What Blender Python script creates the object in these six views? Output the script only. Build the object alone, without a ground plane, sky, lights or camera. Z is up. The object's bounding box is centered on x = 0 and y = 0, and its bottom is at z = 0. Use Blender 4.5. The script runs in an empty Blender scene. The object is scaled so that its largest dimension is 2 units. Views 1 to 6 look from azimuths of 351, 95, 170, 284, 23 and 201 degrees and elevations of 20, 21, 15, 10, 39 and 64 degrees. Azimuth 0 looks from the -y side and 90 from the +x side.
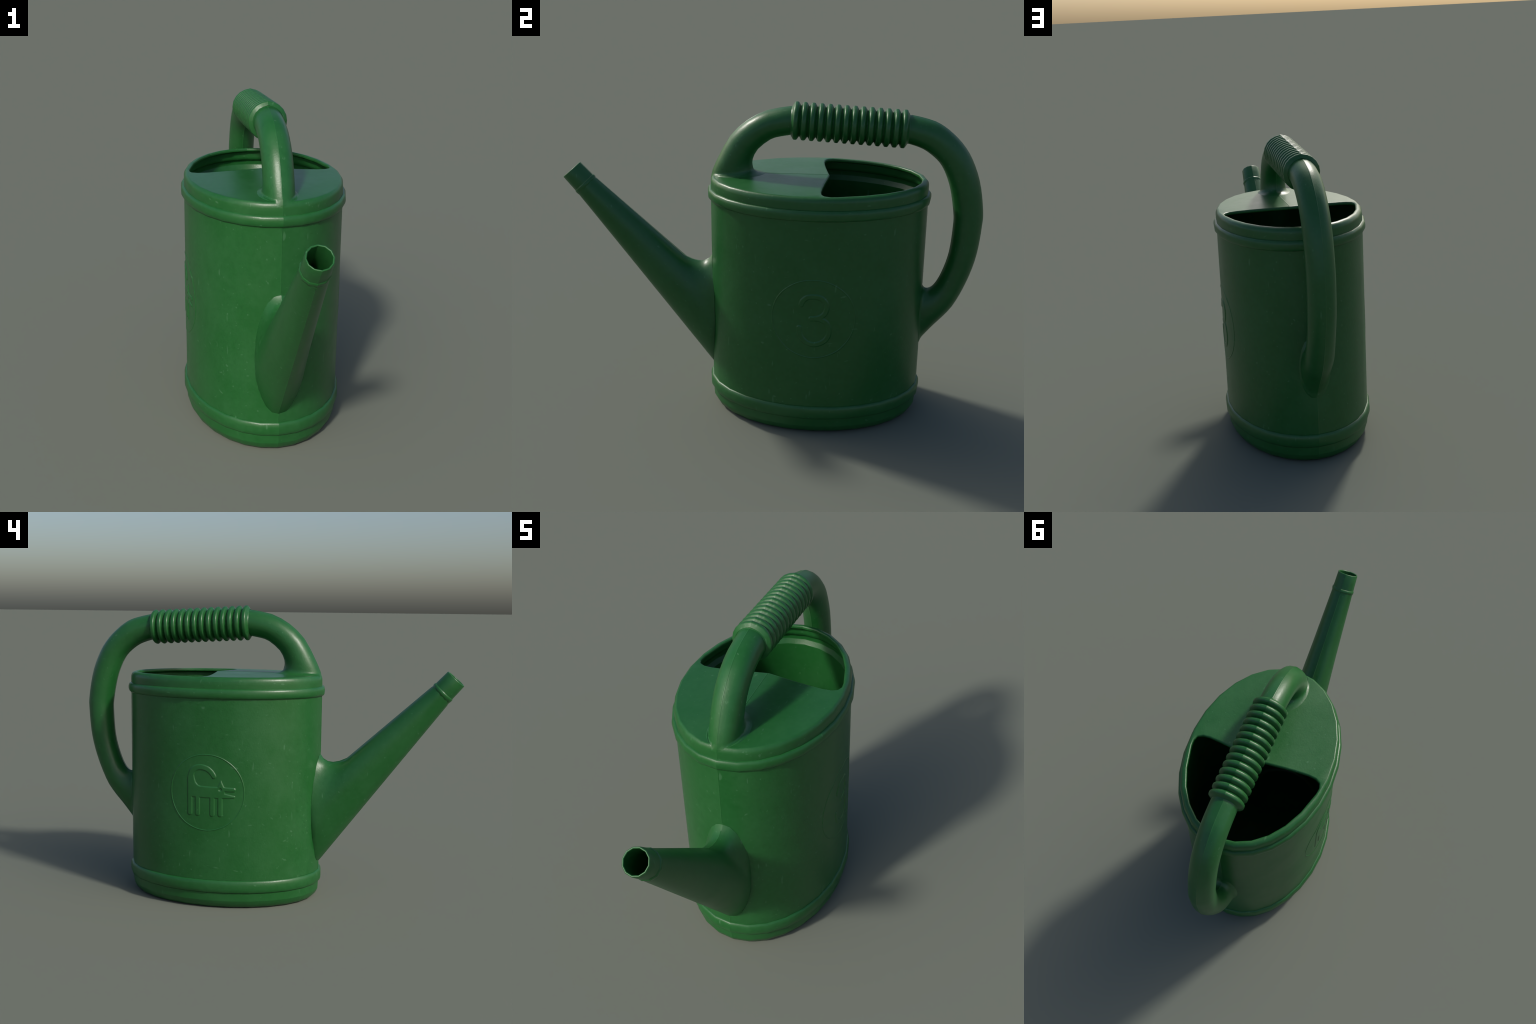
"""Green moulded-plastic watering can: oval body, half-open lid, hoop handle with
ribbed grip, tapered spout with a bead, embossed marks on both flanks.
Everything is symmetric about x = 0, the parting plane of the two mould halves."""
import bpy, bmesh, math
import numpy as np
from mathutils import Vector

# ------------------------------------------------------------------ constants
A, B, Y0 = 0.3645, 0.5135, 0.2255      # half axes and centre of the oval body
SEG = 28                               # facets round the body
HSEG = 20                              # facets round the handle
SSEG = 12                              # facets round the spout
LID_Z, LID_DROP = 1.1815, 0.008        # lid ridge height, fall to the sides


# ------------------------------------------------------------------ materials
def plastic(name, base=(0.0102, 0.0965, 0.0180), pale=(0.0235, 0.1240, 0.0345), rough=0.37):
    m = bpy.data.materials.new(name)
    m.use_nodes = True
    nt = m.node_tree
    N, L = nt.nodes, nt.links
    bsdf = N["Principled BSDF"]
    tc = N.new("ShaderNodeTexCoord")

    def noise(scale, detail=3.0, rough_=0.5, vec=None, distort=0.0):
        n = N.new("ShaderNodeTexNoise")
        n.inputs["Scale"].default_value = scale
        n.inputs["Detail"].default_value = detail
        n.inputs["Roughness"].default_value = rough_
        n.inputs["Distortion"].default_value = distort
        L.new(vec if vec else tc.outputs["Object"], n.inputs["Vector"])
        return n.outputs["Fac"]

    def ramp(src, lo, hi, v0=0.0, v1=1.0):
        r = N.new("ShaderNodeMapRange")
        r.inputs["From Min"].default_value = lo
        r.inputs["From Max"].default_value = hi
        r.inputs["To Min"].default_value = v0
        r.inputs["To Max"].default_value = v1
        L.new(src, r.inputs["Value"])
        return r.outputs["Result"]

    def math_(op, x, y):
        n = N.new("ShaderNodeMath")
        n.operation = op
        n.use_clamp = True
        for i, v in enumerate((x, y)):
            if isinstance(v, (int, float)):
                n.inputs[i].default_value = v
            else:
                L.new(v, n.inputs[i])
        return n.outputs[0]

    def mapping(scale, rot=(0, 0, 0)):
        n = N.new("ShaderNodeMapping")
        n.inputs["Scale"].default_value = scale
        n.inputs["Rotation"].default_value = rot
        L.new(tc.outputs["Object"], n.inputs["Vector"])
        return n.outputs["Vector"]

    # cloudy wear, small scuffs, and thin scratches in two directions
    cloud = ramp(noise(4.5, 5, 0.62), 0.40, 0.66)
    fine = ramp(noise(38, 5, 0.68), 0.40, 0.70)
    speck = ramp(noise(58, 2, 0.5), 0.70, 0.77)
    sc1 = ramp(noise(52, 1, 0.5, mapping((1.0, 1.0, 0.22), (0.5, 0.35, 0.4))), 0.745, 0.79)
    sc2 = ramp(noise(56, 1, 0.5, mapping((1.0, 0.22, 1.0), (0.45, 0.5, 0.1))), 0.745, 0.79)
    scr = math_("MAXIMUM", sc1, sc2)
    marks = math_("MAXIMUM", math_("MULTIPLY", speck, 0.38), math_("MULTIPLY", scr, 0.34))
    soft = math_("ADD", math_("MULTIPLY", cloud, 0.36), math_("MULTIPLY", fine, 0.34))

    def mix(fac, c1, c2):
        n = N.new("ShaderNodeMix")
        n.data_type = "RGBA"
        L.new(fac, n.inputs[0])
        for i, v in ((6, c1), (7, c2)):
            if isinstance(v, tuple):
                n.inputs[i].default_value = (*v, 1)
            else:
                L.new(v, n.inputs[i])
        return n.outputs[2]

    col = mix(soft, base, pale)
    col = mix(marks, col, (0.085, 0.215, 0.105))
    L.new(col, bsdf.inputs["Base Color"])
    rgh = math_("ADD", ramp(cloud, 0, 1, rough - 0.03, rough + 0.05), math_("MULTIPLY", marks, 0.15))
    L.new(rgh, bsdf.inputs["Roughness"])
    bsdf.inputs["Specular IOR Level"].default_value = 0.5
    bump = N.new("ShaderNodeBump")
    bump.inputs["Strength"].default_value = 0.10
    bump.inputs["Distance"].default_value = 0.004
    L.new(noise(120, 3, 0.55), bump.inputs["Height"])
    L.new(bump.outputs[0], bsdf.inputs["Normal"])
    return m


PLASTIC = plastic("green_plastic")

# ------------------------------------------------------------------ helpers
root = bpy.data.objects.new("watering_can", None)
bpy.context.scene.collection.objects.link(root)
root["label"] = "green plastic watering can with long spout and ribbed handle"
root["category"] = "watering can"


def to_object(bm, name, parent=None, seam=True, sharp_angle=None, mat=PLASTIC, weighted=False):
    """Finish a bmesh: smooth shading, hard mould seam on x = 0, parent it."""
    bmesh.ops.recalc_face_normals(bm, faces=bm.faces)
    for f in bm.faces:
        f.smooth = True
    for e in bm.edges:
        if seam and all(abs(v.co.x) < 1e-6 for v in e.verts):
            e.smooth = False
        elif sharp_angle and len(e.link_faces) == 2 and e.calc_face_angle(0) > sharp_angle:
            e.smooth = False
    me = bpy.data.meshes.new(name)
    bm.to_mesh(me)
    bm.free()
    me.materials.append(mat)
    ob = bpy.data.objects.new(name, me)
    bpy.context.scene.collection.objects.link(ob)
    ob.parent = parent or root
    if weighted:                                     # keep flats flat, round only the small bevels
        w = ob.modifiers.new("weighted", "WEIGHTED_NORMAL")
        w.keep_sharp = True
        w.weight = 80
    return ob


def loft(bm, rings, closed=True, caps=()):
    """Skin a list of equally long vertex rings. Returns the BMVert rings."""
    vr = [[bm.verts.new(p) for p in r] for r in rings]
    n = len(rings[0])
    for r0, r1 in zip(vr, vr[1:]):
        for i in range(n if closed else n - 1):
            j = (i + 1) % n
            bm.faces.new((r0[i], r0[j], r1[j], r1[i]))
    for k in caps:
        bm.faces.new(vr[k])
    return vr


def oval(off, z, n=SEG):
    """Ring of the body: oval offset outwards by off at height z, vertex 0 at the back."""
    pts = []
    for i in range(n):
        t = 2 * math.pi * i / n
        x, y = A * math.sin(t), B * math.cos(t)
        nx, ny = math.sin(t) / A, math.cos(t) / B
        m = math.hypot(nx, ny)
        px = x + off * nx / m
        if i in (0, n // 2):
            px = 0.0
        pts.append((px, Y0 + y + off * ny / m, z))
    return pts


def lid_z(x, drop=0.0):
    return LID_Z - LID_DROP * min(1.0, abs(x) / 0.33) - drop


def sweep_profile(name, profile, cap_first=False, parent=None, **kw):
    """Body part: open (offset, z) profile carried round the oval."""
    bm = bmesh.new()
    loft(bm, [oval(o, z) for o, z in profile], caps=(0,) if cap_first else ())
    return to_object(bm, name, parent, **kw)


# ------------------------------------------------------------------ body
T = 0.008                                           # wall thickness
wall = sweep_profile("body_wall", [(0.0, 0.150), (0.0, 0.25), (0.0, 0.6), (0.0, 1.0), (0.0, 1.068)])
sweep_profile("base", [(-0.036, 0.0), (-0.026, 0.004), (-0.0155, 0.014), (-0.0080, 0.027), (-0.0042, 0.0365),
                       (-0.0026, 0.0395), (-0.0020, 0.0430), (0.0, 0.082)], cap_first=True, weighted=True)


def band(z0, z1, rise):
    """Raised band between two heights: squarish rounded bulge."""
    zc, zh, pts = (z0 + z1) / 2, (z1 - z0) / 2, []
    for k in range(13):
        a_ = math.pi * (k / 12 - 0.5)
        c_, s_ = math.cos(a_), math.sin(a_)
        pts.append((rise * max(0.0, c_) ** (2 / 2.3) - 0.001, zc + zh * math.copysign(abs(s_) ** (2 / 2.3), s_)))
    return pts


sweep_profile("moulded_band", band(0.083, 0.1495, 0.0138))
sweep_profile("moulded_band", band(1.067, 1.1175, 0.0150))
# inner skin, follows the bands as grooves
inner = [(-0.044, T), (-0.022, 0.022), (-0.012, 0.04), (-T, 0.080), (0.004, 0.098), (0.004, 0.132),
         (-T, 0.150), (-T, 0.6), (-T, 1.058), (-T + 0.001, 1.0610), (0.0045, 1.0805), (0.0055, 1.085), (0.0055, 1.104),
         (0.004, 1.107), (-T, 1.112), (-T, 1.125), (-0.009, 1.150)]
sweep_profile("inner_wall", inner, cap_first=True, seam=False, weighted=True)

# ------------------------------------------------------------------ lid with opening
RIM = [(0.0, 1.116), (0.0, 1.135), (-0.0005, 1.149), (-0.0022, 1.1575), (-0.0055, 1.1650), (-0.0105, 1.1705),
       (-0.0170, 1.1738)]


def opening_outline():
    """Outline of the filling hole: rear oval arc, round corners, front edge that
    runs nearly straight and comes to a slight point in the middle."""
    front = [(0.0, 0.2760), (0.06, 0.2672), (0.13, 0.2572), (0.20, 0.2492), (0.262, 0.2450),
             (0.300, 0.2490), (0.3225, 0.2625), (0.3315, 0.286)]
    half = list(front)
    off = -0.0328
    for i in range(6, -1, -1):
        t = 2 * math.pi * i / SEG
        x, y = A * math.sin(t), B * math.cos(t)
        nx, ny = math.sin(t) / A, math.cos(t) / B
        m = math.hypot(nx, ny)
        if i == 6:                                   # extra point keeps the corner round
            half.append((0.3290, 0.318))
        else:
            half.append((max(0.0, x + off * nx / m) if i else 0.0, Y0 + y + off * ny / m))
    left = [(-x, y) for x, y in half[-2:0:-1]]
    return half + left


def build_lid():
    bm = bmesh.new()
    rim = loft(bm, [oval(o, z) for o, z in RIM])
    hole = opening_outline()
    n = len(hole)
    c = [Vector(p) for p in hole]
    normals = []
    for i in range(n):                               # 2D normals pointing into the hole
        d = (c[(i + 1) % n] - c[i - 1]).normalized()
        nv = Vector((-d.y, d.x))
        if nv.dot(Vector((0, 0.45)) - c[i]) < 0:
            nv = -nv
        normals.append(nv)

    def loop(inset, drop):
        out = []
        for p, nv in zip(c, normals):
            q = p + nv * inset
            if abs(p.x) < 1e-9:
                q.x = 0.0
            back = max(0.0, min(1.0, (q.y - 0.27) / 0.25))
            z = lid_z(q.x) * (1 - back) + (LID_Z - 0.0060) * back
            out.append((q.x, q.y, z - drop))
        return out
    lips = loft(bm, [loop(-0.0085, 0.0), loop(-0.005, 0.0005), loop(-0.002, 0.0025), loop(-0.0003, 0.006),
                     loop(0.0, 0.0135), loop(-0.002, 0.0160), loop(-0.008, 0.0165)])
    # flat of the lid: rim to lip on top, and the underside back to the wall
    under = [bm.verts.new(p) for p in oval(-0.009, 1.150)]
    for i in range(SEG):
        bm.edges.new((under[i], under[(i + 1) % SEG]))

    # a ridge edge on x = 0 from front rim to the lip keeps the lid symmetric
    mid = bm.verts.new((0.0, -0.04, LID_Z))

    def split_fill(la, lb, via):
        """Fill left and right halves separately between two closed loops; index 0
        of la is the back, lb[0] the front middle of the hole."""
        na, nb = len(la), len(lb)
        back_b = nb // 2
        centre = [la[na // 2]] + via + [lb[0]]
        rear = [lb[back_b], la[0]]
        for side in (0, 1):
            if side == 0:
                arc_a = la[:na // 2 + 1]                       # back -> +x -> front
                arc_b = lb[:back_b + 1]                        # front -> +x -> back
            else:
                arc_a = [la[0]] + la[:na // 2 - 1:-1]          # back -> -x -> front
                arc_b = [lb[0]] + lb[:back_b - 1:-1]
            ring = arc_a + centre[1:-1] + arc_b
            es = []
            for p, q in zip(ring, ring[1:] + ring[:1]):
                es.append(bm.edges.get((p, q)) or bm.edges.new((p, q)))
            bmesh.ops.triangle_fill(bm, edges=es, use_beauty=True, use_dissolve=False)
    split_fill(rim[-1], lips[0], [mid])
    split_fill(under, lips[-1], [])
    return to_object(bm, "lid", weighted=True)


lid = build_lid()


# ------------------------------------------------------------------ ring from three guide points
def station(o, i, s, n):
    """Closed ring through an outer point o=(y,z), an inner point i=(y,z) on the
    parting plane and a side point s=(x,y,z); smooth in between."""
    pts = []
    for k in range(n):
        t = 2 * math.pi * k / n
        c = math.cos(t)
        x = s[0] * math.sin(t)
        if k in (0, n // 2):
            x = 0.0
        q = []
        for a_, b_, m_ in ((o[0], i[0], s[1]), (o[1], i[1], s[2])):
            q.append(m_ + (a_ - b_) / 2 * c + ((a_ + b_) / 2 - m_) * c * c)
        pts.append((x, q[0], q[1]))
    return pts


def mid_station(o, i, w, n):
    return station(o, i, (w, (o[0] + i[0]) / 2, (o[1] + i[1]) / 2), n)


# ------------------------------------------------------------------ handle
H = [  # outer (y, z), inner (y, z), half width or side point
    ((-0.2790, 1.1860), (-0.0835, 1.1960), (0.0685, -0.178, 1.1940)),
    ((-0.2680, 1.2120), (-0.0895, 1.2180), 0.0675),
    ((-0.2480, 1.2550), (-0.0885, 1.2480), 0.0670),
    ((-0.1910, 1.3560), (-0.0640, 1.2960), 0.0668),
    ((-0.1130, 1.4300), (-0.0050, 1.3440), 0.0665),
    ((-0.0190, 1.4790), (0.0420, 1.3600), 0.0660),
    ((0.0920, 1.5005), (0.0935, 1.3690), 0.0655),
    ((0.6410, 1.4715), (0.6320, 1.3405), 0.0655),
    ((0.7480, 1.4450), (0.7010, 1.3170), 0.0660),
    ((0.8340, 1.3890), (0.7690, 1.2670), 0.0660),
    ((0.9120, 1.3000), (0.8080, 1.2110), 0.0660),
    ((0.9680, 1.1730), (0.8400, 1.1260), 0.0660),
    ((0.9952, 1.0340), (0.8620, 1.0120), 0.0655),
    ((0.9972, 0.9550), (0.8645, 0.9500), 0.0655),
    ((0.9845, 0.8150), (0.8555, 0.8200), 0.0655),
    ((0.9490, 0.6800), (0.8290, 0.7180), 0.0655),
    ((0.8870, 0.5410), (0.7990, 0.6520), (0.0675, 0.846, 0.596)),
    ((0.8080, 0.4430), (0.7720, 0.6270), (0.0690, 0.790, 0.535)),
    ((0.7530, 0.3730), (0.7500, 0.6290), (0.0700, 0.744, 0.500)),
    ((0.7410, 0.3450), (0.7410, 0.6420), (0.0740, 0.7310, 0.490)),
    ((0.7330, 0.3280), (0.7330, 0.6600), (0.0790, 0.7240, 0.490)),
]


def lid_surface(x, y):
    """Height of the lid top, following the rounded rim near the edge."""
    rho = math.hypot(x / A, (y - Y0) / B)
    gx, gy = x / A ** 2, (y - Y0) / B ** 2
    off = (rho - 1) * rho / max(1e-6, math.hypot(gx, gy))
    prof = RIM[1:]
    if off >= prof[0][0]:
        return prof[0][1]
    for (o0, z0), (o1, z1) in zip(prof, prof[1:]):
        if off >= o1:
            return z0 + (z1 - z0) * (off - o0) / (o1 - o0)
    flat = lid_z(x)
    return min(flat, prof[-1][1] + (prof[-1][0] - off) * 0.35)


def foot_ring(front, back, w, lift, n):
    ring = []
    yc, yh = (front + back) / 2, (back - front) / 2
    for k in range(n):
        t = 2 * math.pi * k / n
        x = 0.0 if k in (0, n // 2) else w * math.sin(t)
        y = yc - yh * math.cos(t)
        front_drop = 0.020 * max(0.0, math.cos(t)) ** 6 if lift < 0 else 0.0
        ring.append((x, y, lid_surface(x, y) + lift - front_drop))
    return ring


def fatten(o, i, w, d):
    """Push a station outwards by d all round."""
    vy, vz = o[0] - i[0], o[1] - i[1]
    m = math.hypot(vy, vz)
    vy, vz = vy / m * d, vz / m * d
    o, i = (o[0] + vy, o[1] + vz), (i[0] - vy, i[1] - vz)
    return o, i, (w + d if isinstance(w, float) else (w[0] + d, w[1], w[2]))


def as_side(o, i, w):
    return w if not isinstance(w, float) else (w, (o[0] + i[0]) / 2, (o[1] + i[1]) / 2)


def refine(stations):
    """Catmull-Rom midpoints between stations, for a rounder bend."""
    flat = [np.array([*o, *i, *as_side(o, i, w)]) for o, i, w in stations]
    out = [flat[0]]
    for k in range(len(flat) - 1):
        p0, p1, p2_, p3 = flat[max(0, k - 1)], flat[k], flat[k + 1], flat[min(len(flat) - 1, k + 2)]
        out += [(-p0 + 9 * p1 + 9 * p2_ - p3) / 16, p2_]
    return [(tuple(v[:2]), tuple(v[2:4]), tuple(v[4:])) for v in out]


H = [fatten(o, i, w, 0.0004) for o, i, w in H]
cut = 7                                              # stations before the grip
hoop = refine(H[:cut]) + refine(refine(H[cut:]))
path = [foot_ring(-0.2848, -0.006, 0.0900, -0.0040, HSEG), foot_ring(-0.2868, -0.030, 0.0805, 0.0004, HSEG),
        station((-0.2848, 1.1650), (-0.062, 1.1850), (0.0735, -0.174, 1.1830), HSEG)]
path += [station(o, i, w, HSEG) for o, i, w in hoop]
bm = bmesh.new()
loft(bm, path)
handle = to_object(bm, "handle")

# ribbed grip: a core with fourteen equal rings
G0, G1, RINGS = Vector((0, 0.1135, 1.4340)), Vector((0, 0.6085, 1.4070)), 14
axis = (G1 - G0).normalized()
upv = Vector((0, -axis.z, axis.y))
pitch = (G1 - G0).length / (RINGS - 1)


def lathe(origin, ax, up, profile, n):
    side = Vector((1, 0, 0))
    rings = []
    for t, r in profile:
        ring = []
        for k in range(n):
            a_ = 2 * math.pi * k / n
            v = origin + ax * t + up * (r * math.cos(a_)) + side * (r * math.sin(a_) if k not in (0, n // 2) else 0)
            ring.append(v)
        rings.append(ring)
    return rings


bm = bmesh.new()
Lg = (G1 - G0).length
loft(bm, lathe(G0, axis, upv, [(-0.024, 0.0650), (-0.0195, 0.0672), (-0.016, 0.0700), (Lg / 2, 0.0700), (Lg + 0.016, 0.0700),
                               (Lg + 0.0195, 0.0672), (Lg + 0.024, 0.0650)], HSEG))
grip = to_object(bm, "grip", handle)
p2 = pitch / 2
RIB = [(-p2 * 1.0, 0.0690), (-p2 * 0.93, 0.0712), (-0.0105, 0.0828), (-0.0080, 0.0862), (-0.0040, 0.0878),
       (0.0040, 0.0878), (0.0080, 0.0862), (0.0105, 0.0828), (p2 * 0.93, 0.0712), (p2 * 1.0, 0.0690)]
bm = bmesh.new()
ribs = lathe(Vector((0, 0, 0)), axis, upv, RIB, HSEG)
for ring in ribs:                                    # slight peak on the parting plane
    for k in (0, HSEG // 2):
        ring[k] += upv * (0.0020 if k == 0 else -0.0020)
loft(bm, ribs)
rib = to_object(bm, "grip_ring", grip, weighted=True)
rib.location = G0
for k in range(1, RINGS):
    o = rib.copy()
    o.location = G0 + axis * (pitch * k)
    bpy.context.scene.collection.objects.link(o)


# ------------------------------------------------------------------ spout
def front_y(x, off=0.0):
    return Y0 - (B + off) * math.sqrt(max(0.0, 1 - (x / (A + off)) ** 2))


TIP = ((-0.9195, 1.2080), (-1.0000, 1.1375), 0.0530)
BEAD = ((-0.8560, 1.1415), (-0.9385, 1.0640), 0.0570)
ROOT = ((-0.4260, 0.7475), (-0.3080, 0.2170), 0.0880)


def lerp_st(p, q, f):
    g = lambda u, v: tuple(a_ + (b_ - a_) * f for a_, b_ in zip(u, v))
    return g(p[0], q[0]), g(p[1], q[1]), p[2] + (q[2] - p[2]) * f


def grow(st, d):
    (ty, tz), (by, bz), w = st
    vy, vz = ty - by, tz - bz
    m = math.hypot(vy, vz)
    vy, vz = vy / m * d, vz / m * d
    return (ty + vy, tz + vz), (by - vy, bz - vz), w + d


def ring_of(st, n=SSEG):
    return mid_station(st[0], st[1], st[2], n)



# straight taper behind the bead: flattened cone about one axis, run into the wall
S0, SDIR = Vector((-0.8975, 1.1028)), Vector((0.672, -0.741)).normalized()
SUP = Vector((-SDIR.y, SDIR.x))
NS = 24


def cone(t, s_):
    dep, wid = 0.0573 + 0.0948 * s_, 0.0570 + 0.0475 * s_ + 0.017 * s_ ** 3
    wid *= 1 - 0.22 * s_ * max(0.0, -math.cos(t))    # keel: narrower along the underside
    c2 = S0 + SDIR * s_ + SUP * (dep * math.cos(t))
    sn = math.sin(t)                                 # fuller shoulders towards the root
    sn = math.copysign(abs(sn) ** (1 - 0.34 * min(1.0, s_) * max(0.0, math.cos(t) + 0.15)), sn)
    return Vector((wid * sn, c2.x, c2.y))


def run_to_gap(t, gap):
    """Distance along generator t at which the cone is gap away from the wall."""
    lo, hi = 0.0, 1.4
    for _ in range(40):
        m_ = (lo + hi) / 2
        p = cone(t, m_)
        if p.y < front_y(p.x) - gap:
            lo = m_
        else:
            hi = m_
    return lo


gens = []
for k in range(NS):
    t = 2 * math.pi * k / NS
    c = math.cos(t)
    end = run_to_gap(t, 0.018 + 0.121 * ((1 + c) / 2) ** 3.0)
    r1 = cone(t, end)
    h = cone(t, run_to_gap(t, 0.0))
    ex = 0.1085 * math.copysign(abs(math.sin(t)) ** 0.92, math.sin(t))
    ez = 0.479 + 0.287 * c
    e = Vector((ex, front_y(ex) + 0.0015, ez))
    ctl = h.lerp((r1 + e) / 2, 0.52 + 0.26 * math.sin(t) ** 2)
    line = [cone(t, end * f) for f in (-0.004, 0.03, 0.15, 0.4, 0.7, 0.9, 1.0)]
    for f in (0.2, 0.4, 0.6, 0.8, 1.0):
        line.append(r1 * (1 - f) ** 2 + ctl * (2 * f * (1 - f)) + e * f ** 2)
    if k in (0, NS // 2):
        for p in line:
            p.x = 0.0
    gens.append(line)
bm = bmesh.new()
loft(bm, [[g_[j_] for g_ in gens] for j_ in range(len(gens[0]))])
spout = to_object(bm, "spout")

bm = bmesh.new()                                     # plain collar in front of the bead, with its lip
loft(bm, [ring_of(grow(lerp_st(TIP, BEAD, f), d)) for f, d in ((0.02, -0.0062), (0.0, -0.0050), (-0.012, -0.0028), (0.0, 0.0), (0.03, 0.0010), (0.5, 0.0010), (0.93, 0.0010))])
to_object(bm, "spout_collar", spout)

bm = bmesh.new()                                     # bore of the spout
bore = [ring_of(grow(lerp_st(TIP, BEAD, 0.02), -0.0062)),
        ring_of(grow(lerp_st(TIP, BEAD, 0.1), -0.0068)), ring_of(grow(BEAD, -0.008)),
        ring_of(grow(lerp_st(BEAD, ROOT, 0.5), -0.014)), ring_of(grow(lerp_st(BEAD, ROOT, 0.85), -0.022))]
loft(bm, bore)
to_object(bm, "spout_bore", spout)

bm = bmesh.new()                                     # bead behind the mouth
bead = [ring_of(grow(lerp_st(TIP, BEAD, 0.865), -0.002)), ring_of(grow(lerp_st(TIP, BEAD, 0.895), 0.0018)),
        ring_of(grow(lerp_st(TIP, BEAD, 0.945), 0.0042)),
        ring_of(grow(lerp_st(TIP, BEAD, 1.02), 0.0042)), ring_of(grow(lerp_st(BEAD, ROOT, 0.013), 0.0018)),
        ring_of(grow(lerp_st(BEAD, ROOT, 0.018), -0.002))]
loft(bm, bead)
to_object(bm, "spout_bead", spout)


# ------------------------------------------------------------------ embossed marks
# signed distances in the plane of the flank, u to the viewer's right, z up
def d_capsule(u, z, p, q, r0, r1=None):
    r1 = r0 if r1 is None else r1
    pu, pz = u - p[0], z - p[1]
    bu, bz = q[0] - p[0], q[1] - p[1]
    h = np.clip((pu * bu + pz * bz) / (bu * bu + bz * bz + 1e-12), 0, 1)
    return np.hypot(pu - bu * h, pz - bz * h) - (r0 + (r1 - r0) * h)


def d_polygon(u, z, pts):
    d = np.full(u.shape, 1e9)
    inside = np.zeros(u.shape, bool)
    for (x0, y0), (x1, y1) in zip(pts, pts[1:] + pts[:1]):
        d = np.minimum(d, d_capsule(u, z, (x0, y0), (x1, y1), 0.0))
        cross = ((y0 > z) != (y1 > z)) & (u < (x1 - x0) * (z - y0) / ((y1 - y0) or 1e-12) + x0)
        inside ^= cross
    return np.where(inside, -d, d)


def d_path(u, z, pts, r0, r1=None):
    """Round stroke along a Catmull-Rom curve through pts, radius r0 to r1."""
    r1 = r0 if r1 is None else r1
    P = [pts[0]] + list(pts) + [pts[-1]]
    fine = []
    for k in range(1, len(P) - 2):
        for j in range(6):
            t = j / 6
            fine.append(tuple(0.5 * (2 * P[k][a_] + (P[k + 1][a_] - P[k - 1][a_]) * t
                        + (2 * P[k - 1][a_] - 5 * P[k][a_] + 4 * P[k + 1][a_] - P[k + 2][a_]) * t * t
                        + (3 * P[k][a_] - P[k - 1][a_] - 3 * P[k + 1][a_] + P[k + 2][a_]) * t ** 3) for a_ in (0, 1)))
    fine.append(pts[-1])
    d = np.full(u.shape, 1e9)
    m = len(fine) - 1
    for k in range(m):
        d = np.minimum(d, d_capsule(u, z, fine[k], fine[k + 1], r0 + (r1 - r0) * k / m, r0 + (r1 - r0) * (k + 1) / m))
    return d


CZ, CR = 0.598, 0.1925


def d_circle_line(u, z):
    return np.abs(np.hypot(u, z - CZ) - CR) - 0.0030


def d_three(u, z):
    upper = [(-0.0565, 0.670), (-0.049, 0.688), (-0.029, 0.7065), (0.003, 0.7120), (0.034, 0.7045), (0.056, 0.680),
             (0.0605, 0.655), (0.050, 0.627), (0.026, 0.6090), (-0.0100, 0.6030)]
    lower = [(0.012, 0.6045), (0.037, 0.5985), (0.0615, 0.580), (0.0725, 0.546), (0.0675, 0.514), (0.0445, 0.4865),
             (0.008, 0.4745), (-0.027, 0.4820), (-0.0520, 0.506), (-0.0625, 0.535), (-0.0645, 0.555)]
    return np.minimum(d_path(u, z, upper, 0.0112), d_path(u, z, lower, 0.0112))


def d_animal(u, z):
    d = np.full(u.shape, 1e9)
    for x, foot in ((-0.0860, 0.4915), (-0.0450, 0.4910), (0.0312, 0.4900), (0.0718, 0.4900)):
        d = np.minimum(d, d_capsule(u, z, (x, foot), (x, 0.585), 0.0118))
    trunk = [(-0.0978, 0.500), (-0.0978, 0.675), (-0.0900, 0.700), (-0.066, 0.702), (-0.0615, 0.670), (-0.0555, 0.650),
             (-0.045, 0.637), (-0.032, 0.6315), (0.030, 0.6290), (0.0590, 0.6290), (0.0757, 0.6630), (0.0905, 0.6310),
             (0.1000, 0.6280), (0.0952, 0.6030), (0.0952, 0.5965), (0.0950, 0.5730), (0.0850, 0.5715)]
    d = np.minimum(d, d_polygon(u, z, trunk + [(-0.074, 0.574), (-0.0738, 0.500)]))
    tail = [(-0.0800, 0.676), (-0.0735, 0.7030), (-0.0540, 0.7215), (-0.0260, 0.7270), (0.0030, 0.7210), (0.0240, 0.7050),
            (0.0355, 0.6900), (0.0400, 0.6815)]
    d = np.minimum(d, d_path(u, z, tail, 0.0150, 0.0110))
    d = np.minimum(d, d_capsule(u, z, (0.085, 0.6185), (0.1400, 0.6160), 0.0110, 0.0095))
    d = np.minimum(d, d_polygon(u, z, [(0.080, 0.5720), (0.1420, 0.5740), (0.1470, 0.5790), (0.1460, 0.5850), (0.0920, 0.5975)]))
    return np.maximum(d, 0.0070 - np.hypot(u - 0.0720, z - 0.6170))


# arc length along the flank, and the faceted wall it lies on
ph = np.linspace(-math.pi / 2, math.pi / 2, 4001)
arc = np.concatenate([[0], np.cumsum(np.hypot(np.diff(A * np.cos(ph)), np.diff(B * np.sin(ph))))])
arc -= np.interp(0, ph, arc)


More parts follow.
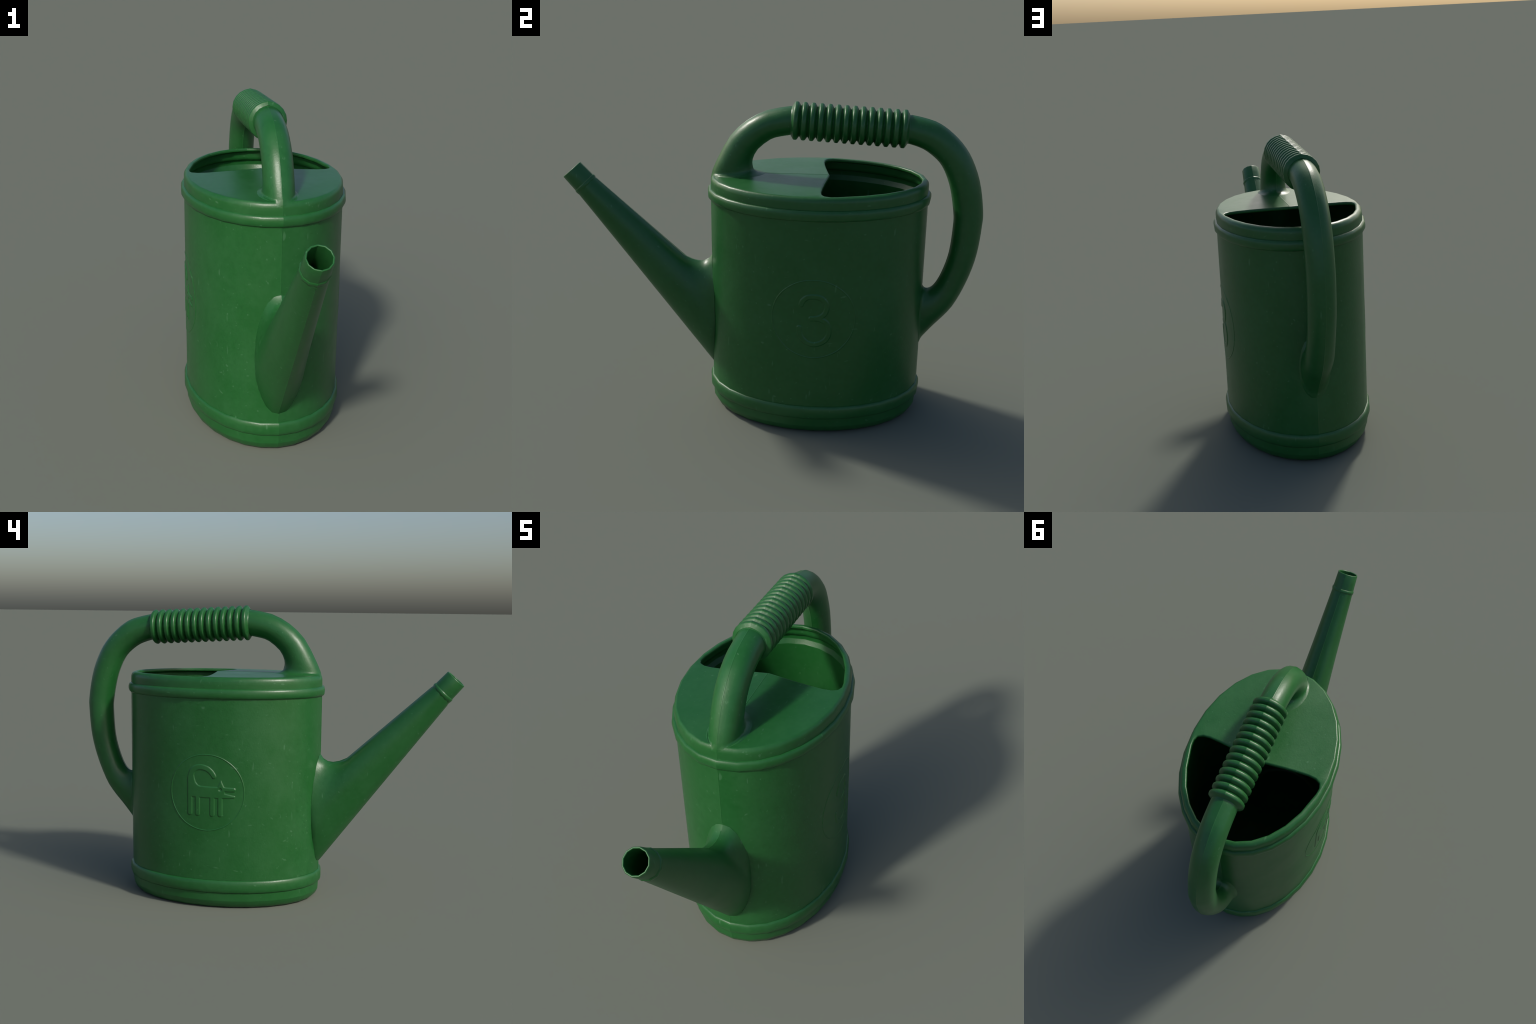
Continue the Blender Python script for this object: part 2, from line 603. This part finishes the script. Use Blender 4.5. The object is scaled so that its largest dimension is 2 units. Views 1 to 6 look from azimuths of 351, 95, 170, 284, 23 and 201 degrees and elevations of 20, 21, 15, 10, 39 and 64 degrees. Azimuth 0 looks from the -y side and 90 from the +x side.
def emboss(name, sdf, side, height, edge, half=0.205, res=0.0018):
    """Raise the shape sdf < 0 off the flank; keep only faces that stand proud."""
    n = int(2 * half / res)
    g = np.linspace(-half, half, n)
    U, Z = np.meshgrid(g, g + CZ, indexing="ij")
    D = sdf(U, Z)
    hh = np.clip(-D / edge + 0.5, 0, 1)
    hh = height * hh * hh * (3 - 2 * hh) - 0.0008
    phi = np.interp(U * side, arc, ph)               # u runs to +y on the +x flank, to -y on the other
    # piecewise flat wall between facet corners
    step = 2 * math.pi / SEG
    k = np.floor(phi / step)
    f = phi / step - k
    def pt(q):
        return A * np.cos(q * step), B * np.sin(q * step)
    (x0, y0), (x1, y1) = pt(k), pt(k + 1)
    # linear along the chord at the same y
    yy = B * np.sin(phi)
    tt = np.clip((yy - y0) / (y1 - y0), 0, 1)
    xx = x0 + (x1 - x0) * tt
    nx, ny = np.cos(phi) / A, np.sin(phi) / B
    m = np.hypot(nx, ny)
    nx, ny = nx / m, ny / m
    X, Y = side * (xx + nx * hh), Y0 + yy + ny * hh
    keep = D < edge * 0.5 + res * 1.5
    gu, gz = np.gradient(hh, g, g)
    NX, NY, NZ = side * (nx + gu * side * ny), ny - gu * side * nx, -gz
    verts, norms, index = [], [], -np.ones(D.shape, int)
    used = np.zeros(D.shape, bool)
    q = keep[:-1, :-1] | keep[1:, :-1] | keep[:-1, 1:] | keep[1:, 1:]
    for di in (0, 1):
        for dj in (0, 1):
            used[di:n - 1 + di, dj:n - 1 + dj] |= q
    ii, jj = np.nonzero(used)
    index[ii, jj] = np.arange(len(ii))
    verts = np.stack([X[ii, jj], Y[ii, jj], Z[ii, jj]], 1)
    nr = np.stack([NX[ii, jj], NY[ii, jj], NZ[ii, jj]], 1)
    nr /= np.linalg.norm(nr, axis=1, keepdims=True)
    a_, b_ = np.nonzero(q)
    faces = np.stack([index[a_, b_], index[a_ + 1, b_], index[a_ + 1, b_ + 1], index[a_, b_ + 1]], 1)
    if True:                                          # wind outwards
        p = verts[faces[0]]
        fn = np.cross(p[1] - p[0], p[2] - p[0])
        if fn @ nr[faces[0][0]] < 0:
            faces = faces[:, ::-1]
    me = bpy.data.meshes.new(name)
    me.from_pydata(verts.tolist(), [], faces.tolist())
    me.shade_smooth()
    me.normals_split_custom_set_from_vertices(nr.tolist())
    me.materials.append(PLASTIC)
    ob = bpy.data.objects.new(name, me)
    bpy.context.scene.collection.objects.link(ob)
    ob.parent = wall
    return ob


emboss("embossed_circle", d_circle_line, 1, 0.0027, 0.0050)
emboss("embossed_circle", d_circle_line, -1, 0.0027, 0.0050)
emboss("embossed_number", d_three, 1, 0.0046, 0.0095, half=0.15)
emboss("embossed_animal", d_animal, -1, 0.0043, 0.0085, half=0.16)


# ------------------------------------------------------------------ mould seam
def seam(points, parent, hw=0.0032, h=0.0009, shift=-0.0022):
    """Fine raised line on the parting plane along points (y, z); it faces left of travel."""
    bm = bmesh.new()
    P = [Vector(p) for p in points]
    rows = []
    for k, p in enumerate(P):
        d = (P[min(k + 1, len(P) - 1)] - P[max(k - 1, 0)]).normalized()
        nv = Vector((-d.y, d.x))
        lo, mi, hi = p - nv * 0.0006, p + nv * h * 0.75, p + nv * h
        rows.append([(shift - hw, lo.x, lo.y), (shift - hw * 0.5, mi.x, mi.y), (shift, hi.x, hi.y),
                     (shift + hw * 0.5, mi.x, mi.y), (shift + hw, lo.x, lo.y)])
    loft(bm, rows, closed=False)
    return to_object(bm, "mould_seam", parent, seam=False)


F, BK = Y0 - B, Y0 + B
outer = [o for o, i, w in hoop]
inner_line = [i for o, i, w in hoop]
n0 = 2 * cut - 1
for pts in (outer[:n0], outer[n0:-6]):
    seam(pts, handle)
for pts in (inner_line[:n0][::-1], inner_line[n0:-6][::-1]):
    seam(pts, handle)
seam([(F, 0.150), (F, 0.185)][::1], wall)
seam([(F, 0.775), (F, 1.067)], wall)
seam([(BK, 0.335), (BK, 0.150)], wall)
seam([(BK, 1.067), (BK, 0.650)], wall)
seam([(-0.045, LID_Z), (0.268, LID_Z - 0.0002)], lid)
top = [(p.y, p.z) for p in gens[0][1:-1]]
bot = [(p.y, p.z) for p in gens[NS // 2][1:-1]]
seam(top, spout)
seam(bot[::-1], spout)
